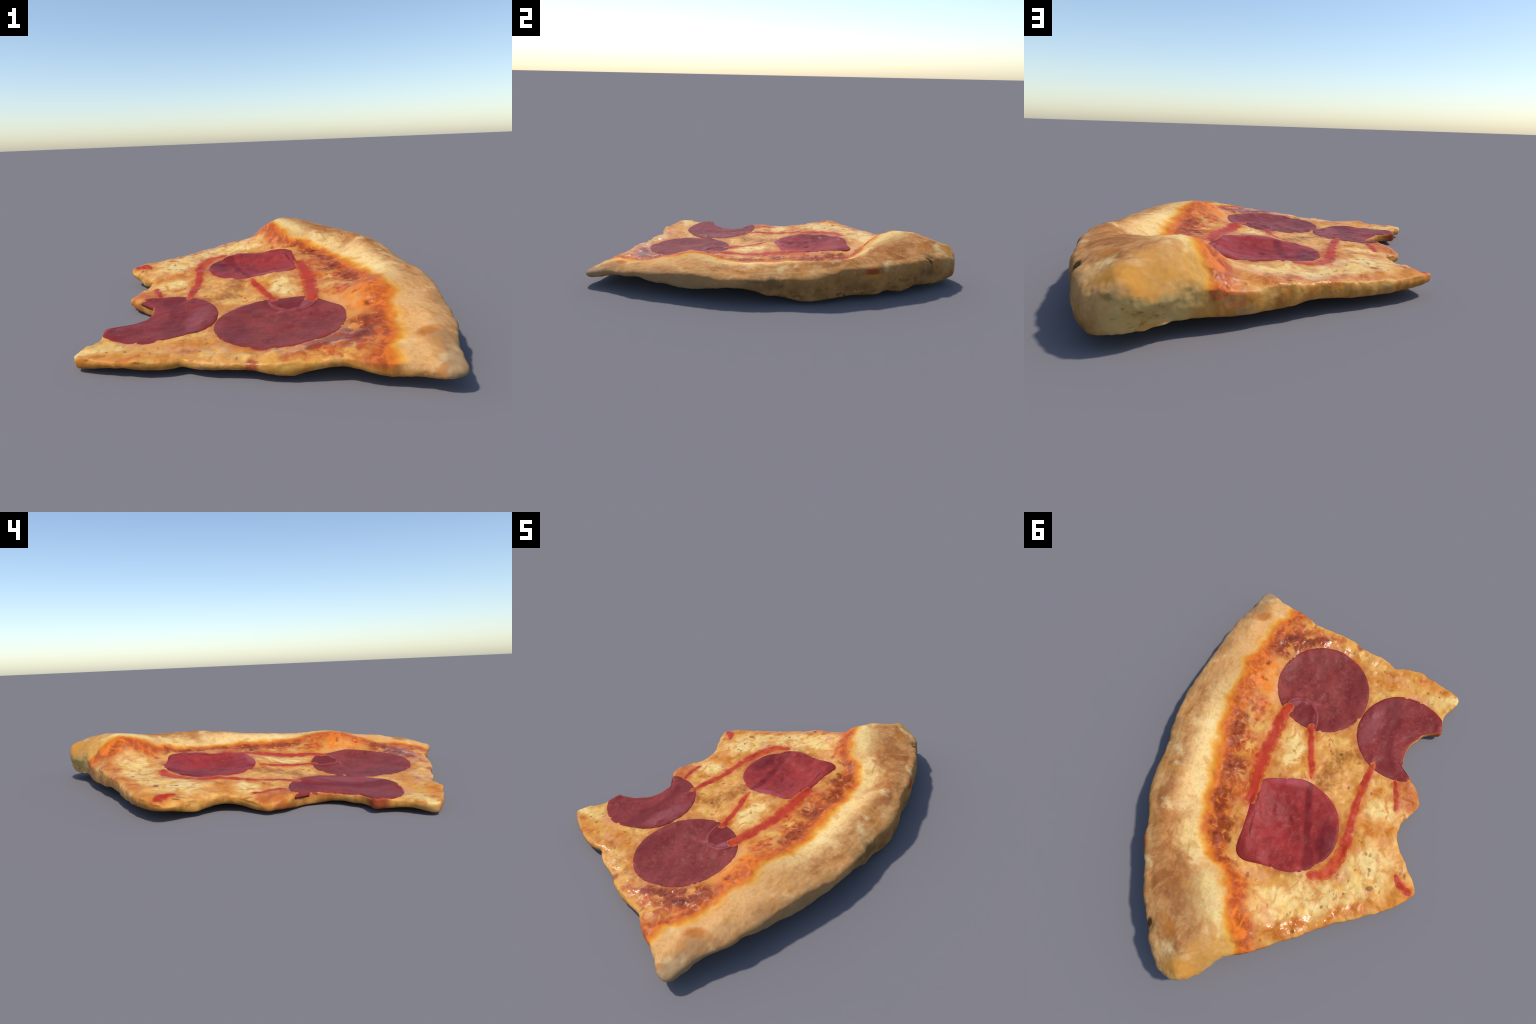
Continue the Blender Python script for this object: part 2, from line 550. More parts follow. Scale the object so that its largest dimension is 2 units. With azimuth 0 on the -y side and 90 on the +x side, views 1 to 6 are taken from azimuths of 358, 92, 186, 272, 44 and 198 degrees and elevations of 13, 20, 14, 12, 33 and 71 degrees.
OUTER_LINE = [(p[1], p[0]) for p in CRUST_RIM if p[1] < .95][::-1]


# strings of sauce: (x, y, width) along each, and how dark it has baked
SAUCE = {
    "broad": ([(.140, -.385, .050), (.163, -.323, .062), (.172, -.21, .070), (.186, -.084, .076), (.185, .02, .080), (.180, .10, .074), (.172, .18, .06)], "red"),
    "thread": ([(.016, -.32, .036), (-.016, -.201, .038), (-.037, -.133, .036), (-.055, -.087, .030), (-.066, -.03, .024)], "red"),
    "long": ([(-.335, -.22, .026), (-.317, -.09, .042), (-.308, -.001, .044), (-.307, .069, .044), (-.305, .111, .046), (-.310, .178, .056),
              (-.301, .261, .062), (-.282, .332, .064), (-.240, .390, .056), (-.175, .410, .030)], "red"),
    "rim": ([(-.455, -.165, .024), (-.477, -.091, .030), (-.490, -.054, .030), (-.494, -.010, .018)], "red"),
    "tip": ([(-.560, .280, .02), (-.586, .315, .045), (-.615, .334, .050), (-.652, .342, .035)], "red"),
}


def stains(grow):
    """Ellipses that follow the sauce strings, for the oil they bleed into the cheese."""
    out = []
    for path, kind in SAUCE.values():
        for (x0, y0, w0), (x1, y1, w1) in zip(path, path[1:]):
            L = math.hypot(x1 - x0, y1 - y0)
            w = (w0 + w1) / 2 * grow
            out.append(((x0 + x1) / 2, (y0 + y1) / 2, L * .62 + w * .5, w, math.degrees(math.atan2(y1 - y0, x1 - x0))))
    return out


def dough_and_cheese(name):
    """Colour of the baked body; regions are found from the position on the slice."""
    g = Graph(name)
    sep = g.node("ShaderNodeSeparateXYZ")
    g._in(sep.inputs[0], g.co)
    z = sep.outputs[2]
    flat0 = g.vmath("MULTIPLY", g.co, (1, 1, 0))

    def warp(amount, scale, seed):
        w = g.noise(scale, 3, .55, colour=True, seed=seed)
        w = g.vmath("SUBTRACT", w, (.5, .5, .5))
        return g.vmath("MULTIPLY", g.vmath("ADD", flat0, g.scale(w, amount)), (1, 1, 0))

    flat = warp(.085, 10, 1.3)
    flat_fine = warp(.11, 17, 4.1)
    flat_slight = warp(.03, 14, 8.8)
    fs = g.node("ShaderNodeSeparateXYZ")
    g._in(fs.inputs[0], flat)
    x, y = fs.outputs[0], fs.outputs[1]
    line = g.curve(y, CRUST_LINE, -1.05, 1.05)
    d = g.math("SUBTRACT", x, line)               # >0 on the crust
    outer = g.curve(y, OUTER_LINE, OUTER_LINE[0][0], OUTER_LINE[-1][0])
    rim = g.math("SUBTRACT", outer, x)            # distance in from the outer rim

    # ---- cheese: melted strands of cream, tan and gold
    n_big = g.noise(5.5, 4, .6, seed=2.2)
    n_mid = g.noise(15, 5, .62, seed=7.7, distortion=.8)
    n_fine = g.noise(48, 3, .6, seed=5.1)
    strand = g.noise(24, 3, .6, seed=14.4, stretch=(1, .6, 1), distortion=1.2)
    cheese = g.mix(g.ramp(n_mid, .34, .66), melt("E8BE80"), melt("CF944C"))
    cheese = g.mix(g.mul(g.ramp(n_big, .46, .62), .7), cheese, melt("DCAB55"))
    cheese = g.mix(g.mul(g.ramp(g.noise(11, 3, .6, seed=9.4), .55, .68), .6), cheese, melt("DDA276"))
    pale = g.blobs(flat_fine, [(.05, -.15, .09, .13), (-.33, -.12, .06, .12), (-.20, .52, .22, .12, 35), (-.42, .30, .16, .13, 30), (-.42, .0, .09, .07), (.06, -.18, .09, .11, 0),
                               (-.03, -.02, .08, .05, 0), (-.05, .58, .17, .10, 20), (-.60, -.66, .12, .05, 15), (-.20, .44, .14, .06), (-.40, .42, .16, .06, 33)])
    cheese = g.mix(g.mul(pale, g.ramp(n_mid, .66, .40), .95), cheese, rgb("E2C27C"))
    cheese = g.mix(g.mul(g.ramp(strand, .53, .70), .6), cheese, melt("C4824A"))
    cheese = g.mix(g.mul(g.ramp(g.noise(9, 4, .6, seed=31.0), .52, .64), .65), cheese, rgb("DDAE58"))
    gold = g.blobs(flat, [(-.42, .10, .13, .06), (-.16, .66, .16, .06, 33), (-.40, .50, .2, .04, 33), (-.28, -.68, .13, .07), (-.12, -.72, .10, .06),
                          (-.46, -.745, .24, .045, -8), (-.40, -.06, .07, .05), (.0, -.24, .06, .07), (-.30, .60, .17, .04, 33), (-.58, .40, .1, .04, 40),
                          (.25, -.30, .05, .10), (-.02, -.13, .05, .07)])
    cheese = g.mix(g.mul(gold, .7), cheese, melt("D08A30"))
    cheese = g.mix(g.mul(gold, g.ramp(n_mid, .50, .66), .8), cheese, melt("BE6A28"))
    pinkish = g.blobs(flat_fine, [(-.07, .62, .08, .04, -40), (-.33, -.70, .07, .03), (-.47, -.63, .14, .03, -10), (-.33, .36, .07, .05), (.22, -.42, .06, .1),
                                  (.2, .1, .05, .1), (.27, .03, .05), (-.23, .14, .06, .1, 0), (.05, .48, .10, .03)])
    cheese = g.mix(g.mul(pinkish, .65), cheese, melt("DCA682"))
    tan = g.blobs(flat_fine, [(-.15, -.13, .13, .06, 70), (-.18, -.20, .08, .05), (-.12, -.05, .08, .05), (-.27, -.24, .07, .05), (.10, .62, .10, .05, 60), (-.13, -.05, .05, .12)])
    cheese = g.mix(g.mul(tan, g.ramp(n_fine, .35, .6, .4, 1), .75), cheese, melt("955A2C"))
    flecks = g.math("MULTIPLY", g.ramp(g.noise(40, 2, .5, seed=3.3, stretch=(1, .55, 1)), .64, .71), g.ramp(n_big, .36, .50))
    cheese = g.mix(g.mul(flecks, .6), cheese, melt("94602E"))
    herbs = g.blobs(flat_slight, [(-.464, .383, .022, .012, 30), (-.194, .659, .010), (.25, .046, .014, .009), (-.17, -.21, .012, .008), (-.60, .27, .010, .018),
                                  (.073, .493, .012, .018, 30), (.105, .544, .010), (.282, -.872, .010), (.243, -.903, .010, .016), (-.568, -.677, .006),
                                  (.196, .372, .010, .015), (-.44, .30, .008, .016, 50), (-.36, -.06, .006, .016), (-.30, .02, .007, .014), (.051, .66, .014),
                                  (-.25, -.05, .006, .012), (-.10, -.24, .007, .01), (.02, -.12, .006), (-.28, .52, .008, .012), (-.36, .44, .007)], soft=.5)
    cheese = g.mix(g.mul(herbs, .7), cheese, melt("6A4630"))

    # ---- scorched sauce band at the foot of the crust: rust, with ember red and char
    n_band = g.noise(13, 4, .65, seed=6.6, distortion=.5)
    n_char = g.noise(24, 4, .65, seed=8.2, distortion=.6)
    near = g.mul(g.ramp(d, -.16, -.05), g.ramp(n_band, .24, .44))
    south = g.blobs(flat_fine, [(.22, -.78, .20, .13, 30), (.10, -.80, .16, .06, 20), (.30, -.70, .08, .10)])
    west = g.blobs(flat_fine, [(.30, -.10, .10, .16, 10), (.26, .10, .09, .16, 10), (.27, .32, .08, .15, -15), (.28, -.30, .06, .12)])
    north = g.blobs(flat_fine, [(.02, .70, .07, .17, 30), (.12, .55, .07, .10, 40), (.22, .44, .10, .05)])
    band = g.math("MAXIMUM", near, g.mul(g.math("MAXIMUM", south, g.math("MAXIMUM", west, north)), g.ramp(n_band, .34, .54)))
    cheese = g.mix(g.mul(band, .9), cheese, g.mix(g.ramp(n_char, .34, .58), rgb("CC6420"), rgb("A23C18")))
    char = g.blobs(flat_fine, [(.345, -.16, .06, .13, 10), (.30, .03, .08, .09), (.265, .36, .07, .15, -15), (.31, .20, .06, .10), (.24, -.71, .16, .09, 40),
                               (.13, -.78, .12, .04, 20), (.33, -.555, .03, .02), (.315, -.454, .02, .012), (.04, .70, .03, .10, 20), (.19, .45, .06, .03)])
    cheese = g.mix(g.mul(char, g.ramp(n_char, .32, .50), .92), cheese, rgb("8A3816"))
    cheese = g.mix(g.mul(char, g.ramp(n_char, .52, .68), .65), cheese, rgb("561E0C"))
    glow = g.blobs(flat, [(.33, -.47, .10, .17), (.39, -.60, .05, .12), (.04, .70, .04, .14, 30)])
    cheese = g.mix(g.mul(glow, g.ramp(n_char, .60, .36, .2, .95)), cheese, rgb("D8701C"))
    specks = g.mul(g.ramp(g.noise(60, 2, .5, seed=2.9), .66, .74), g.ramp(d, -.2, -.08))
    cheese = g.mix(g.mul(specks, .7), cheese, rgb("DE8A4C"))
    # oil and sauce bled around the strings and the pepperoni
    bleed = g.blobs(flat_slight, stains(1.3), soft=.9)
    cheese = g.mix(g.mul(bleed, .85), cheese, rgb("B8501C"))
    ring = g.blobs(flat_slight, [(.013, -.526, .285), (-.04, .207, .275), (-.432, -.383, .265)], soft=.22)
    cheese = g.mix(g.mul(ring, g.ramp(n_band, .40, .62, .25, .8)), cheese, rgb("A54C20"))

    # ---- crust
    c_noise = g.noise(7, 5, .64, seed=1.9, stretch=(1, .7, 1))
    c_fine = g.noise(30, 4, .7, seed=3.9)
    crust = g.mix(g.ramp(c_noise, .35, .65), bake("D9A468"), bake("E4B87E"))
    crust = g.mix(g.mul(g.ramp(d, .17, .04), g.ramp(y, -.5, -.2), g.ramp(g.noise(6.5, 4, .62, seed=81.0), .34, .58, .25, 1.0)), crust, bake("F2DA9C"))
    crust = g.mix(g.mul(g.blobs(flat, [(.42, -.22, .07, .16), (.36, .42, .10, .14, 20), (.22, .62, .10, .12, 30), (.12, .72, .07, .10, 30)]), .6), crust, bake("F0DC98"))
    toast = g.noise(4.2, 5, .68, seed=61.0, distortion=.7)
    crest = g.mul(g.ramp(rim, .03, .075), g.ramp(rim, .17, .09), g.ramp(y, -.50, -.25))
    thick = g.mul(g.ramp(y, .22, .45), g.ramp(rim, .015, .06), g.ramp(rim, .34, .14))
    brown = g.math("MAXIMUM", crest, g.math("MAXIMUM", thick, g.math("MULTIPLY", g.ramp(rim, .10, .04), .5)))
    crust = g.mix(g.math("MULTIPLY", brown, g.ramp(toast, .36, .62, .12, .95), clamp=True), crust, bake("AC7140"))
    crust = g.mix(g.math("MULTIPLY", brown, g.mul(g.ramp(toast, .46, .64), g.ramp(c_fine, .38, .68, .2, .85)), clamp=True), crust, bake("8A5230"))
    crust = g.mix(g.mul(g.ramp(rim, .05, -.02), .8), crust, bake("A87E4C"))
    crust = g.mix(g.mul(g.ramp(c_fine, .52, .70), .35), crust, bake("C08C55"))
    crust = g.mix(g.mul(g.ramp(g.noise(75, 4, .75, seed=41.0), .48, .70), .35), crust, bake("A87A48"))
    crust = g.mix(g.mul(g.ramp(g.noise(60, 4, .75, seed=43.0), .54, .74), .28), crust, bake("F0D8AC"))
    crust = g.mix(g.mul(g.ramp(g.noise(8.5, 5, .66, seed=83.0, distortion=.5), .54, .66), .55), crust, bake("C88E48"))
    crust = g.mix(g.mul(g.ramp(g.noise(6, 4, .6, seed=87.0), .55, .68), .6), crust, bake("F0DCA6"))
    honey = g.blobs(flat, [(.10, .84, .13, .09, 30), (.17, .94, .16, .06), (.05, .78, .06, .12, 30)])
    crust = g.mix(g.mul(honey, g.ramp(c_noise, .30, .62, .25, .8)), crust, bake("CB9238"))
    ochre = g.blobs(flat, [(.335, .511, .025, .015), (.29, .82, .05, .08, 30), (.13, .76, .03, .06, 30)])
    crust = g.mix(g.mul(ochre, .6), crust, bake("B9752F"))
    spot = g.blobs(flat, [(.44, -.825, .055, .04, 30)])
    crust = g.mix(g.mul(spot, .85), crust, bake("BE7430"))
    tipspot = g.blobs(flat, [(.43, -.985, .06, .025, 30)])
    crust = g.mix(g.mul(tipspot, .8), crust, bake("D9893A"))
    # outer wall, browns darkened to match its shadow side; paler and greyer to the south
    zw = g.math("MULTIPLY_ADD", g.noise(9, 4, .65, seed=51.0), .12, g.math("ADD", z, -.06))
    side = g.mul(g.ramp(zw, .165, .06), g.ramp(rim, .12, .03))
    wall_n = g.noise(11, 5, .68, seed=4.4)
    side_col = g.mix(g.ramp(wall_n, .35, .62), bake("7E5C34"), bake("B48A58"))
    side_col = g.mix(g.ramp(g.noise(26, 4, .7, seed=15.0), .54, .68), side_col, bake("6E4A28"))
    side_col = g.mix(g.mul(g.ramp(y, .0, -.25), .85), side_col, bake("A18C70"))
    crust = g.mix(g.mul(side, .85), crust, side_col)
    ash = g.mul(g.ramp(z, .06, .10), g.ramp(z, .17, .12), g.ramp(rim, .1, .02), g.blobs(flat_fine, [(.62, .0, .2, .20), (.56, .40, .2, .10), (.42, .80, .1, .09)]))
    crust = g.mix(g.mul(ash, g.ramp(wall_n, .40, .58), .65), crust, bake("5E4C38"))
    tear = g.blobs(flat, [(.555, .50, .035, .06, 15)])
    crust = g.mix(g.mul(tear, .8, g.ramp(z, .185, .165), g.ramp(z, .11, .14)), crust, g.mix(g.ramp(z, .135, .15), bake("CF9638"), bake("99401E")))
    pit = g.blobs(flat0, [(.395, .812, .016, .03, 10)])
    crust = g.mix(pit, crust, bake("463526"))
    crease = g.blobs(flat_slight, [(.356, .47, .008, .055, 20)], soft=.9)
    crust = g.mix(g.mul(crease, .35), crust, bake("8E7A4E"))

    nrm = g.node("ShaderNodeNewGeometry").outputs["True Normal"]
    ns = g.node("ShaderNodeSeparateXYZ")
    g._in(ns.inputs[0], nrm)
    # ---- join: bright orange fringe where topping fades into dough
    is_crust = g.ramp(d, -.012, .022)
    col = g.mix(is_crust, cheese, crust)
    fringe = g.mul(g.ramp(d, -.04, -.005), g.ramp(d, .045, .008), g.ramp(ns.outputs[2], .15, .6), g.ramp(g.noise(4, 3, .6, seed=71.0), .34, .58, .35, 1.0))
    col = g.mix(g.mul(fringe, g.ramp(n_band, .25, .50, .40, .90)), col, g.mix(g.ramp(d, -.02, .03), rgb("CE6C1C"), rgb("DB9A30")))

    # ---- cut and bitten faces: baked crumb below the rolled-over cheese
    crumb_n = g.noise(14, 4, .6, seed=12.0, stretch=(1, 1, .5))
    crumb = g.mix(g.ramp(crumb_n, .36, .60), rgb("C88E42"), rgb("9C6224"))
    crumb = g.mix(g.mul(g.ramp(g.noise(9, 3, .6, seed=19.0), .56, .66), .35), crumb, rgb("B79E78"))
    edge_face = g.mul(g.ramp(ns.outputs[2], .25, -.15), g.ramp(d, .12, -.02))
    col = g.mix(g.mul(edge_face, .8), col, crumb)
    # the sawn end of the crust shows pale open crumb
    end_face = g.mul(g.ramp(ns.outputs[2], .35, .0), g.ramp(d, .02, .13), g.ramp(rim, .03, .12), g.ramp(y, .5, .7))
    holes = g.ramp(g.noise(17, 4, .65, seed=23.0, stretch=(1, 1, 1.7)), .52, .64)
    col = g.mix(g.mul(end_face, .75), col, g.mix(holes, rgb("BFA266"), rgb("8A6A3A")))
    pepside = g.blobs(flat0, [(-.61, -.49, .06, .06)])
    col = g.mix(g.mul(pepside, .85), col, rgb("8E301E"))
    redprong = g.blobs(flat_fine, [(-.55, -.10, .08, .08), (-.50, -.14, .06, .05)])
    col = g.mix(g.mul(redprong, .75), col, rgb("AE4A18"))
    drop = g.blobs(flat_slight, [(-.10, -.84, .022, .045, 20)])
    col = g.mix(g.mul(drop, .8), col, rgb("963614"))

    g._in(g.bsdf.inputs["Base Color"], col)
    wet = g.inv(is_crust)
    gloss = g.math("MULTIPLY_ADD", n_fine, .30, g.ramp(d, -.03, .02, .30, .60))
    oily = g.mul(g.blobs(flat, [(.02, -.80, .30, .09, 4), (.20, -.76, .20, .12, 30), (-.22, .62, .40, .07, 33), (-.25, -.75, .2, .06), (-.30, .36, .05, .05)], soft=.8),
                 g.inv(is_crust))
    gloss = g.math("SUBTRACT", gloss, g.math("MULTIPLY", oily, .20))
    g._in(g.bsdf.inputs["Roughness"], gloss)
    g._in(g.bsdf.inputs["Specular IOR Level"], g.math("MULTIPLY_ADD", oily, .22, g.ramp(d, -.03, .02, .16, .06)))
    b1 = g.bump(g.noise(55, 4, .6, seed=1.1), .16, .006)
    b2 = g.bump(g.mul(g.noise(13, 3, .5, seed=6.1, distortion=.6), wet), .30, .014, b1)
    b3 = g.bump(g.mul(g.noise(26, 2, .5, seed=16.1), oily), .45, .016, b2)
    g._in(g.bsdf.inputs["Normal"], b3)
    return g.mat


def pepperoni_material(name, flesh, dark, streaks, disc_at):
    g = Graph(name)
    flat = g.vmath("MULTIPLY", g.co, (1, 1, 0))
    w = g.vmath("SUBTRACT", g.noise(8, 3, .55, colour=True), (.5, .5, .5))
    flat = g.vmath("MULTIPLY", g.vmath("ADD", flat, g.scale(w, .04)), (1, 1, 0))
    n1 = g.noise(10, 4, .6)
    n2 = g.noise(60, 3, .7, seed=3)
    col = g.mix(g.ramp(n1, .38, .64), rgb(flesh), rgb(dark))
    col = g.mix(g.mul(g.ramp(n2, .50, .72), .5), col, rgb("94504E"))
    col = g.mix(g.mul(g.ramp(g.noise(24, 4, .7, seed=12), .50, .66), .4), col, rgb("8E4040"))
    col = g.mix(g.mul(g.ramp(g.noise(34, 2, .5, seed=8), .66, .74), .5), col, rgb("5A2228"))
    rim = g.inv(g.blob(flat, *disc_at, soft=.10))
    for items, c, f in streaks:
        col = g.mix(g.mul(g.blobs(flat, items), f), col, rgb(c))
    col = g.mix(g.mul(rim, g.ramp(n1, .3, .6, .3, .85)), col, rgb("7E2420"))
    g._in(g.bsdf.inputs["Base Color"], col)
    g.bsdf.inputs["Specular IOR Level"].default_value = .12
    g._in(g.bsdf.inputs["Roughness"], g.ramp(n2, .3, .7, .36, .56))
    g._in(g.bsdf.inputs["Normal"], g.bump(g.noise(70, 4, .6, seed=2), .35, .005))
    return g.mat


def sauce_material(name, a, b, c):
    g = Graph(name)
    col = g.mix(g.ramp(g.noise(14, 3, .6), .35, .65), rgb(a), rgb(b))
    col = g.mix(g.mul(g.ramp(g.noise(11, 4, .6, seed=5.5), .52, .66), .8), col, rgb(c))
    g._in(g.bsdf.inputs["Base Color"], col)
    g.bsdf.inputs["Roughness"].default_value = .45
    g.bsdf.inputs["Specular IOR Level"].default_value = .14
    g._in(g.bsdf.inputs["Normal"], g.bump(g.noise(40, 3, .6, seed=2), .25, .004))
    return g.mat


# ------------------------------------------------------ splitting the body
def split_body():
    nf = len(body.polygons)
    fv = np.empty(len(body.loops), int)
    body.loops.foreach_get("vertex_index", fv)
    start = np.empty(nf, int)
    body.polygons.foreach_get("loop_start", start)
    total = np.empty(nf, int)
    body.polygons.foreach_get("loop_total", total)
    centre = np.empty(nf * 3, np.float32)
    body.polygons.foreach_get("center", centre)
    centre = centre.reshape(-1, 3)
    fn = np.empty(nf * 3, np.float32)
    body.polygons.foreach_get("normal", fn)
    fn = fn.reshape(-1, 3)
    crust = crust_side(centre[:, :2]) > 0
    base = (fn[:, 2] < -.35) | (~crust & (fn[:, 2] < .12))
    parts = {"dough_base": base, "crust": crust & ~base, "cheese_topping": ~crust & ~base}
    made = []
    for name, sel in parts.items():
        ids = np.nonzero(sel)[0]
        used = np.unique(np.concatenate([fv[start[i]:start[i] + total[i]] for i in ids]))
        remap = -np.ones(len(V), int)
        remap[used] = np.arange(len(used))
        faces = [remap[fv[start[i]:start[i] + total[i]]].tolist() for i in ids]
        me = bpy.data.meshes.new(name)
        me.from_pydata(V[used].tolist(), [], faces)
        me.polygons.foreach_set("use_smooth", [True] * len(faces))
        me.normals_split_custom_set_from_vertices(N[used].tolist())
        me.materials.append(dough_and_cheese("baked_" + name))
        made.append(link(name, me))
    return made


root = bpy.data.objects.new("pizza_slice", None)
bpy.context.scene.collection.objects.link(root)
root["label"] = "bitten pepperoni pizza slice with a puffy golden crust and red sauce streaks"
root["category"] = "pizza slice"


def link(name, me, parent=None):
    ob = bpy.data.objects.new(name, me)
    bpy.context.scene.collection.objects.link(ob)
    ob.parent = parent or root
    return ob


split_body()

# ------------------------------------------------------- things lying on top
tris = [tuple(p.vertices) for p in body.polygons]
TREES = [BVHTree.FromPolygons(V.tolist(), tris)]


def surface(x, y):
    best = -1.0
    for t in TREES:
        hit = t.ray_cast(Vector((x, y, 1)), Vector((0, 0, -1)))
        if hit[0] is not None:
            best = max(best, hit[0].z)
    return best


def add_mesh(name, verts, faces, mat, on_top=False):
    me = bpy.data.meshes.new(name)
    me.from_pydata(verts, [], faces)
    bm = bmesh.new()
    bm.from_mesh(me)
    bmesh.ops.recalc_face_normals(bm, faces=bm.faces)
    bm.to_mesh(me)
    bm.free()
    me.polygons.foreach_set("use_smooth", [True] * len(me.polygons))
    me.materials.append(mat)
    ob = link(name, me)
    if on_top:
        TREES.append(BVHTree.FromPolygons([tuple(v) for v in verts], faces))
    return ob


def pepperoni(centre, reach, thick, mat, lift=-.001, ripple=.0012, rings=34, spokes=180):
    """A thin round slice draped over the topping; reach(angle) is its radius from centre."""
    cx, cy = centre
    verts, faces = [], []
    prof = [(r, 1.0) for r in np.linspace(0, .93, rings)[1:]] + [(.955, .93), (.975, .78), (.99, .52), (1.0, .15), (1.0, -.6)]
    ang = np.linspace(0, 2 * math.pi, spokes, endpoint=False)
    P = [(cx, cy, 1.0)]
    for r, h in prof:
        for a in ang:
            R = reach(a) * r
            P.append((cx + R * math.cos(a), cy + R * math.sin(a), h))
    P = np.array(P)
    zs = np.empty(len(P))
    for i, (x, y, h) in enumerate(P):
        z = surface(x, y)
        if z < 0:
            q = np.argmin(((V[:, :2] - (x, y)) ** 2).sum(1))
            z = V[q, 2]
        zs[i] = z
    # drape: average along rings so the slice does not copy every crumb
    M = zs[1:].reshape(len(prof), spokes)
    for _ in range(3):
        M = (np.roll(M, 1, 1) + M * 2 + np.roll(M, -1, 1)) / 4
        M[1:-1] = (M[:-2] + 2 * M[1:-1] + M[2:]) / 4
    zs = np.r_[M[0].mean(), M.ravel()]
    h = P[:, 2]
    inner = h > .9
    low = np.array([surface(x, y) for x, y, _ in P])
    zs = np.where(inner & (low > 0), np.maximum(zs, low), zs)
    rip = ripple * fbm(np.c_[P[:, :2], zs * 0], 13, 2) * smooth(0, .6, h)
    Z = zs + np.where(h > 0, h * (thick + lift) * .5, h * .012) + rip
    Z = np.where(inner & (low > 0), np.maximum(Z, low + .0008), Z)
    verts = [(P[i, 0], P[i, 1], Z[i]) for i in range(len(P))]
    for k in range(spokes):
        faces.append((0, 1 + k, 1 + (k + 1) % spokes))
    for j in range(len(prof) - 1):
        for k in range(spokes):
            a, b = 1 + j * spokes + k, 1 + j * spokes + (k + 1) % spokes
            faces.append((a, a + spokes, b + spokes, b))
    # underside: a second skin a little below the top one
    nt = len(verts)
    rows = list(range(0, rings - 1, 4))
    verts.append((P[0, 0], P[0, 1], Z[0] - .010))
    for j in rows:
        verts += [(P[1 + j * spokes + k, 0], P[1 + j * spokes + k, 1], Z[1 + j * spokes + k] - .010) for k in range(spokes)]
    for k in range(spokes):
        faces.append((nt, nt + 1 + (k + 1) % spokes, nt + 1 + k))
    for j in range(len(rows) - 1):
        for k in range(spokes):
            a, b = nt + 1 + j * spokes + k, nt + 1 + j * spokes + (k + 1) % spokes
            faces.append((a, b, b + spokes, a + spokes))
    last, low_rim = nt + 1 + (len(rows) - 1) * spokes, 1 + (len(prof) - 1) * spokes
    for k in range(spokes):
        faces.append((last + k, last + (k + 1) % spokes, low_rim + (k + 1) % spokes, low_rim + k))
    return add_mesh("pepperoni", verts, faces, mat, on_top=True)


def disc(rx, ry=None, wob=.012, seed=0):
    ry = ry or rx

    def f(a):
        return rx * ry / math.hypot(ry * math.cos(a), rx * math.sin(a)) * (1 + wob * math.sin(3 * a + seed) + wob * .5 * math.sin(7 * a + 2 * seed))
    return f


def bitten(centre, circle, radius, inset):
    """Reach from centre to the circle or to the inset outline, whichever comes first."""
    c = np.array(centre)
    k = np.array(circle)
    p = outline[:, :2]
    q = np.roll(p, -1, 0)

    def f(a):
        u = np.array((math.cos(a), math.sin(a)))
        m = c - k
        b = m @ u
        t1 = -b + math.sqrt(max(b * b - (m @ m - radius ** 2), 1e-9))
        e = q - p
        den = u[0] * e[:, 1] - u[1] * e[:, 0]
        w = p - c
        t = (w[:, 0] * e[:, 1] - w[:, 1] * e[:, 0]) / (den + 1e-12)
        s = (w[:, 0] * u[1] - w[:, 1] * u[0]) / (den + 1e-12)
        ok = (t > 0) & (s >= 0) & (s <= 1)
        t2 = t[ok].min() if ok.any() else 9
        return max(.02, min(t1, t2 - inset))
    return f


PEP_A = pepperoni_material("pepperoni_mauve", "85352F", "752D28", [
    ([(.07, -.37, .12, .09, -20), (.0, -.33, .06, .07)], "6E1E1E", .8), ([(.125, -.40, .05, .02, 50), (.06, -.43, .06, .015, 8)], "94545A", .6),  # 94545A: thin pale arc painted for the glare on this slice
    ([(-.15, -.56, .06, .2), (-.1, -.36, .1, .05, 40)], "6A2022", .5)], (.013, -.526, .250))
PEP_B = pepperoni_material("pepperoni_red", "982F2B", "852724", [
    ([(-.085, .05, .025, .12, 12), (-.12, .20, .028, .14, 15), (-.165, .35, .04, .12, 18)], "6A1C1E", .7),
    ([(-.22, .24, .07, .16, 10)], "561820", .55), ([(.04, .015, .13, .035, 10)], "A8484E", .7), ([(.146, .12, .006, .09, 3), (.128, .27, .006, .09, 8)], "5E1C20", .8), ([(.17, .15, .05, .16, 0)], "8A2426", .75)], (-.04, .207, .245))  # A8484E paints pink glare by the edge; 5E1C20 draws the fold's dark line
PEP_C = pepperoni_material("pepperoni_dark", "85302D", "752825", [
    ([(-.37, -.50, .06, .16, 5), (-.37, -.36, .05, .18, 5), (-.40, -.24, .06, .1)], "6A2020", .65),
    ([(-.28, -.42, .05, .18, -10)], "8C4648", .7)], (-.432, -.383, .232))
pepperoni((.013, -.526), disc(.237, .240, .006, .4), .006, PEP_A)


def squarish(r, wob):
    """Round on the side of the bite, folded to two corners and a straight edge against the crust."""
    def bump(a, at, width):
        t = (a - at + math.pi) % (2 * math.pi) - math.pi
        return math.exp(-(t / width) ** 2)

    def f(a):
        return r + .030 * bump(a, -.64, .32) + .064 * bump(a, .84, .30) - .012 * bump(a, .10, .35) + wob * r * math.sin(7 * a)
    return f


pepperoni((-.045, .208), squarish(.222, .008), .008, PEP_B, ripple=.0030)
pepperoni((-.315, -.356), bitten((-.315, -.356), (-.440, -.392), .231, .003), .006, PEP_C)


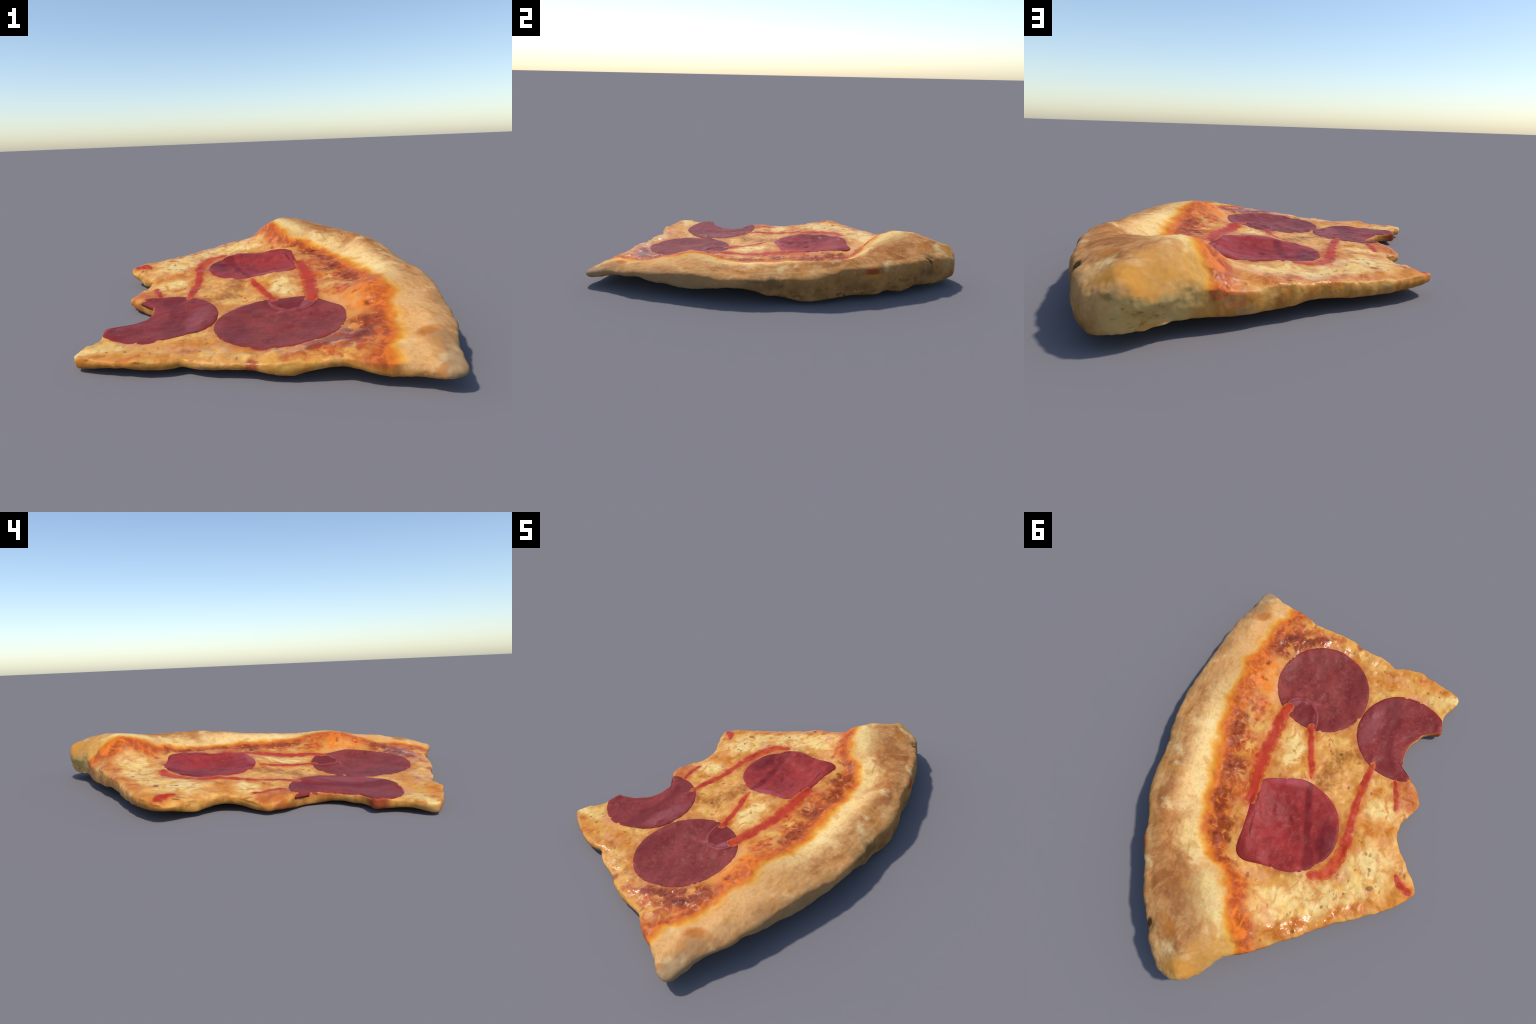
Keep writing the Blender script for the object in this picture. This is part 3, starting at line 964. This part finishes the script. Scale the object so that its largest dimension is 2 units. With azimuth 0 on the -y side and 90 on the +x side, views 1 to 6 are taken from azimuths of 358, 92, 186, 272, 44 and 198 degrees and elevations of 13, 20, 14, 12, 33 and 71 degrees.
def drizzle(path, mat, height=.004, name="sauce_drizzle"):
    """A flattened string of sauce along (x, y, width) points."""
    c = np.array(path, float)
    t = np.arange(len(c))
    n = 22 * (len(c) - 1)
    s = np.linspace(0, len(c) - 1, n)
    # smooth interpolation by a small thin-plate in one dimension (Catmull-Rom)
    out = []
    for u in s:
        i = min(int(u), len(c) - 2)
        f = u - i
        p0, p1, p2, p3 = c[max(i - 1, 0)], c[i], c[i + 1], c[min(i + 2, len(c) - 1)]
        out.append(.5 * (2 * p1 + (p2 - p0) * f + (2 * p0 - 5 * p1 + 4 * p2 - p3) * f * f + (3 * p1 - p0 - 3 * p2 + p3) * f ** 3))
    out = np.array(out)
    tg = np.gradient(out[:, :2], axis=0)
    tg /= np.linalg.norm(tg, axis=1)[:, None] + 1e-9
    nr = np.stack([-tg[:, 1], tg[:, 0]], 1)
    m = 17
    verts, faces = [], []
    grain = fbm(np.repeat(np.c_[out[:, :2], 0 * s], m, 0) + np.tile(np.c_[np.linspace(0, .05, m), np.zeros(m), np.zeros(m)], (n, 1)), 60, 2).reshape(n, m)
    blot = fbm(np.repeat(np.c_[out[:, :2], 0 * s], m, 0) + np.tile(np.c_[np.linspace(0, .06, m), np.zeros(m), np.zeros(m)], (n, 1)), 34, 2).reshape(n, m)
    slow = fbm(np.c_[out[:, :2], 0 * s], 7, 2)
    wob = fbm(np.c_[out[:, :2], 0 * s], 22, 2)
    for i in range(n):
        end = min(1, min(i, n - 1 - i) / 5.0)
        wdt = out[i, 2] * .60 * (1 + .22 * wob[i] + .20 * slow[i]) * math.sqrt(max(end * (2 - end), .04))
        row = []
        for j in range(m):
            v = -1 + 2 * j / (m - 1)
            x, y = out[i, :2] + nr[i] * wdt * v
            zz = surface(x, y)
            if zz < 0:
                zz = row[-1][2] if row else surface(*out[i, :2])
            row.append((x, y, zz + height * ((1 - v * v) * 1.6 - .6 + .25 * grain[i, j]) * max(end, .3)))
        verts += row
    for i in range(n - 1):
        for j in range(m - 1):
            a = i * m + j
            faces.append((a, a + 1, a + m + 1, a + m))
    nv = len(verts)
    verts += [(x, y, z - .012) for x, y, z in verts]
    faces += [tuple(reversed([k + nv for k in f])) for f in faces[: (n - 1) * (m - 1)]]
    ring = [i * m for i in range(n)] + [(n - 1) * m + j for j in range(1, m)] + [i * m + m - 1 for i in range(n - 2, -1, -1)] + list(range(m - 2, 0, -1))
    for a, b in zip(ring, ring[1:] + ring[:1]):
        faces.append((a, b, b + nv, a + nv))
    ob = add_mesh(name, verts, faces, mat[0])
    for extra in mat[1:]:
        ob.data.materials.append(extra)
    for p in ob.data.polygons[: (n - 1) * (m - 1)]:
        i, j = divmod(p.index, m - 1)
        reach = abs(-1 + 2 * (j + .5) / (m - 1)) + .30 * blot[i, j] + .5 * max(0, 1 - min(i, n - 2 - i) / 5)
        p.material_index = 2 if reach > .78 else 1 if reach > .50 else 0
    return ob


# each string is baked orange where it thins out at the edge, red in the middle
STRINGS = {
    "red": [sauce_material("sauce_red", "B2381E", "A02C1A", "BE4C20"), sauce_material("sauce_red_thin", "B65222", "AA461C", "C06226"),
            sauce_material("sauce_oil", "C27A38", "B86A2C", "CA8C46")]}
for path, kind in SAUCE.values():
    drizzle(path, STRINGS[kind], .0010)
# the curled edge of a flap on the first slice of pepperoni
FLAP = [sauce_material("pepperoni_flap", "863634", "8E3E3C", "9A5452"), sauce_material("pepperoni_flap_thin", "803230", "863634", "8E403E"),  # ridge crest tinted lighter, a highlight coloured in along the arc
        sauce_material("pepperoni_flap_foot", "782C2C", "7E3030", "863634")]
drizzle([(.165, -.385, .010), (.150, -.41, .016), (.115, -.432, .018), (.062, -.432, .020), (.015, -.395, .018), (-.004, -.345, .014), (-.008, -.295, .010)],
        FLAP, .0028, "pepperoni_flap")
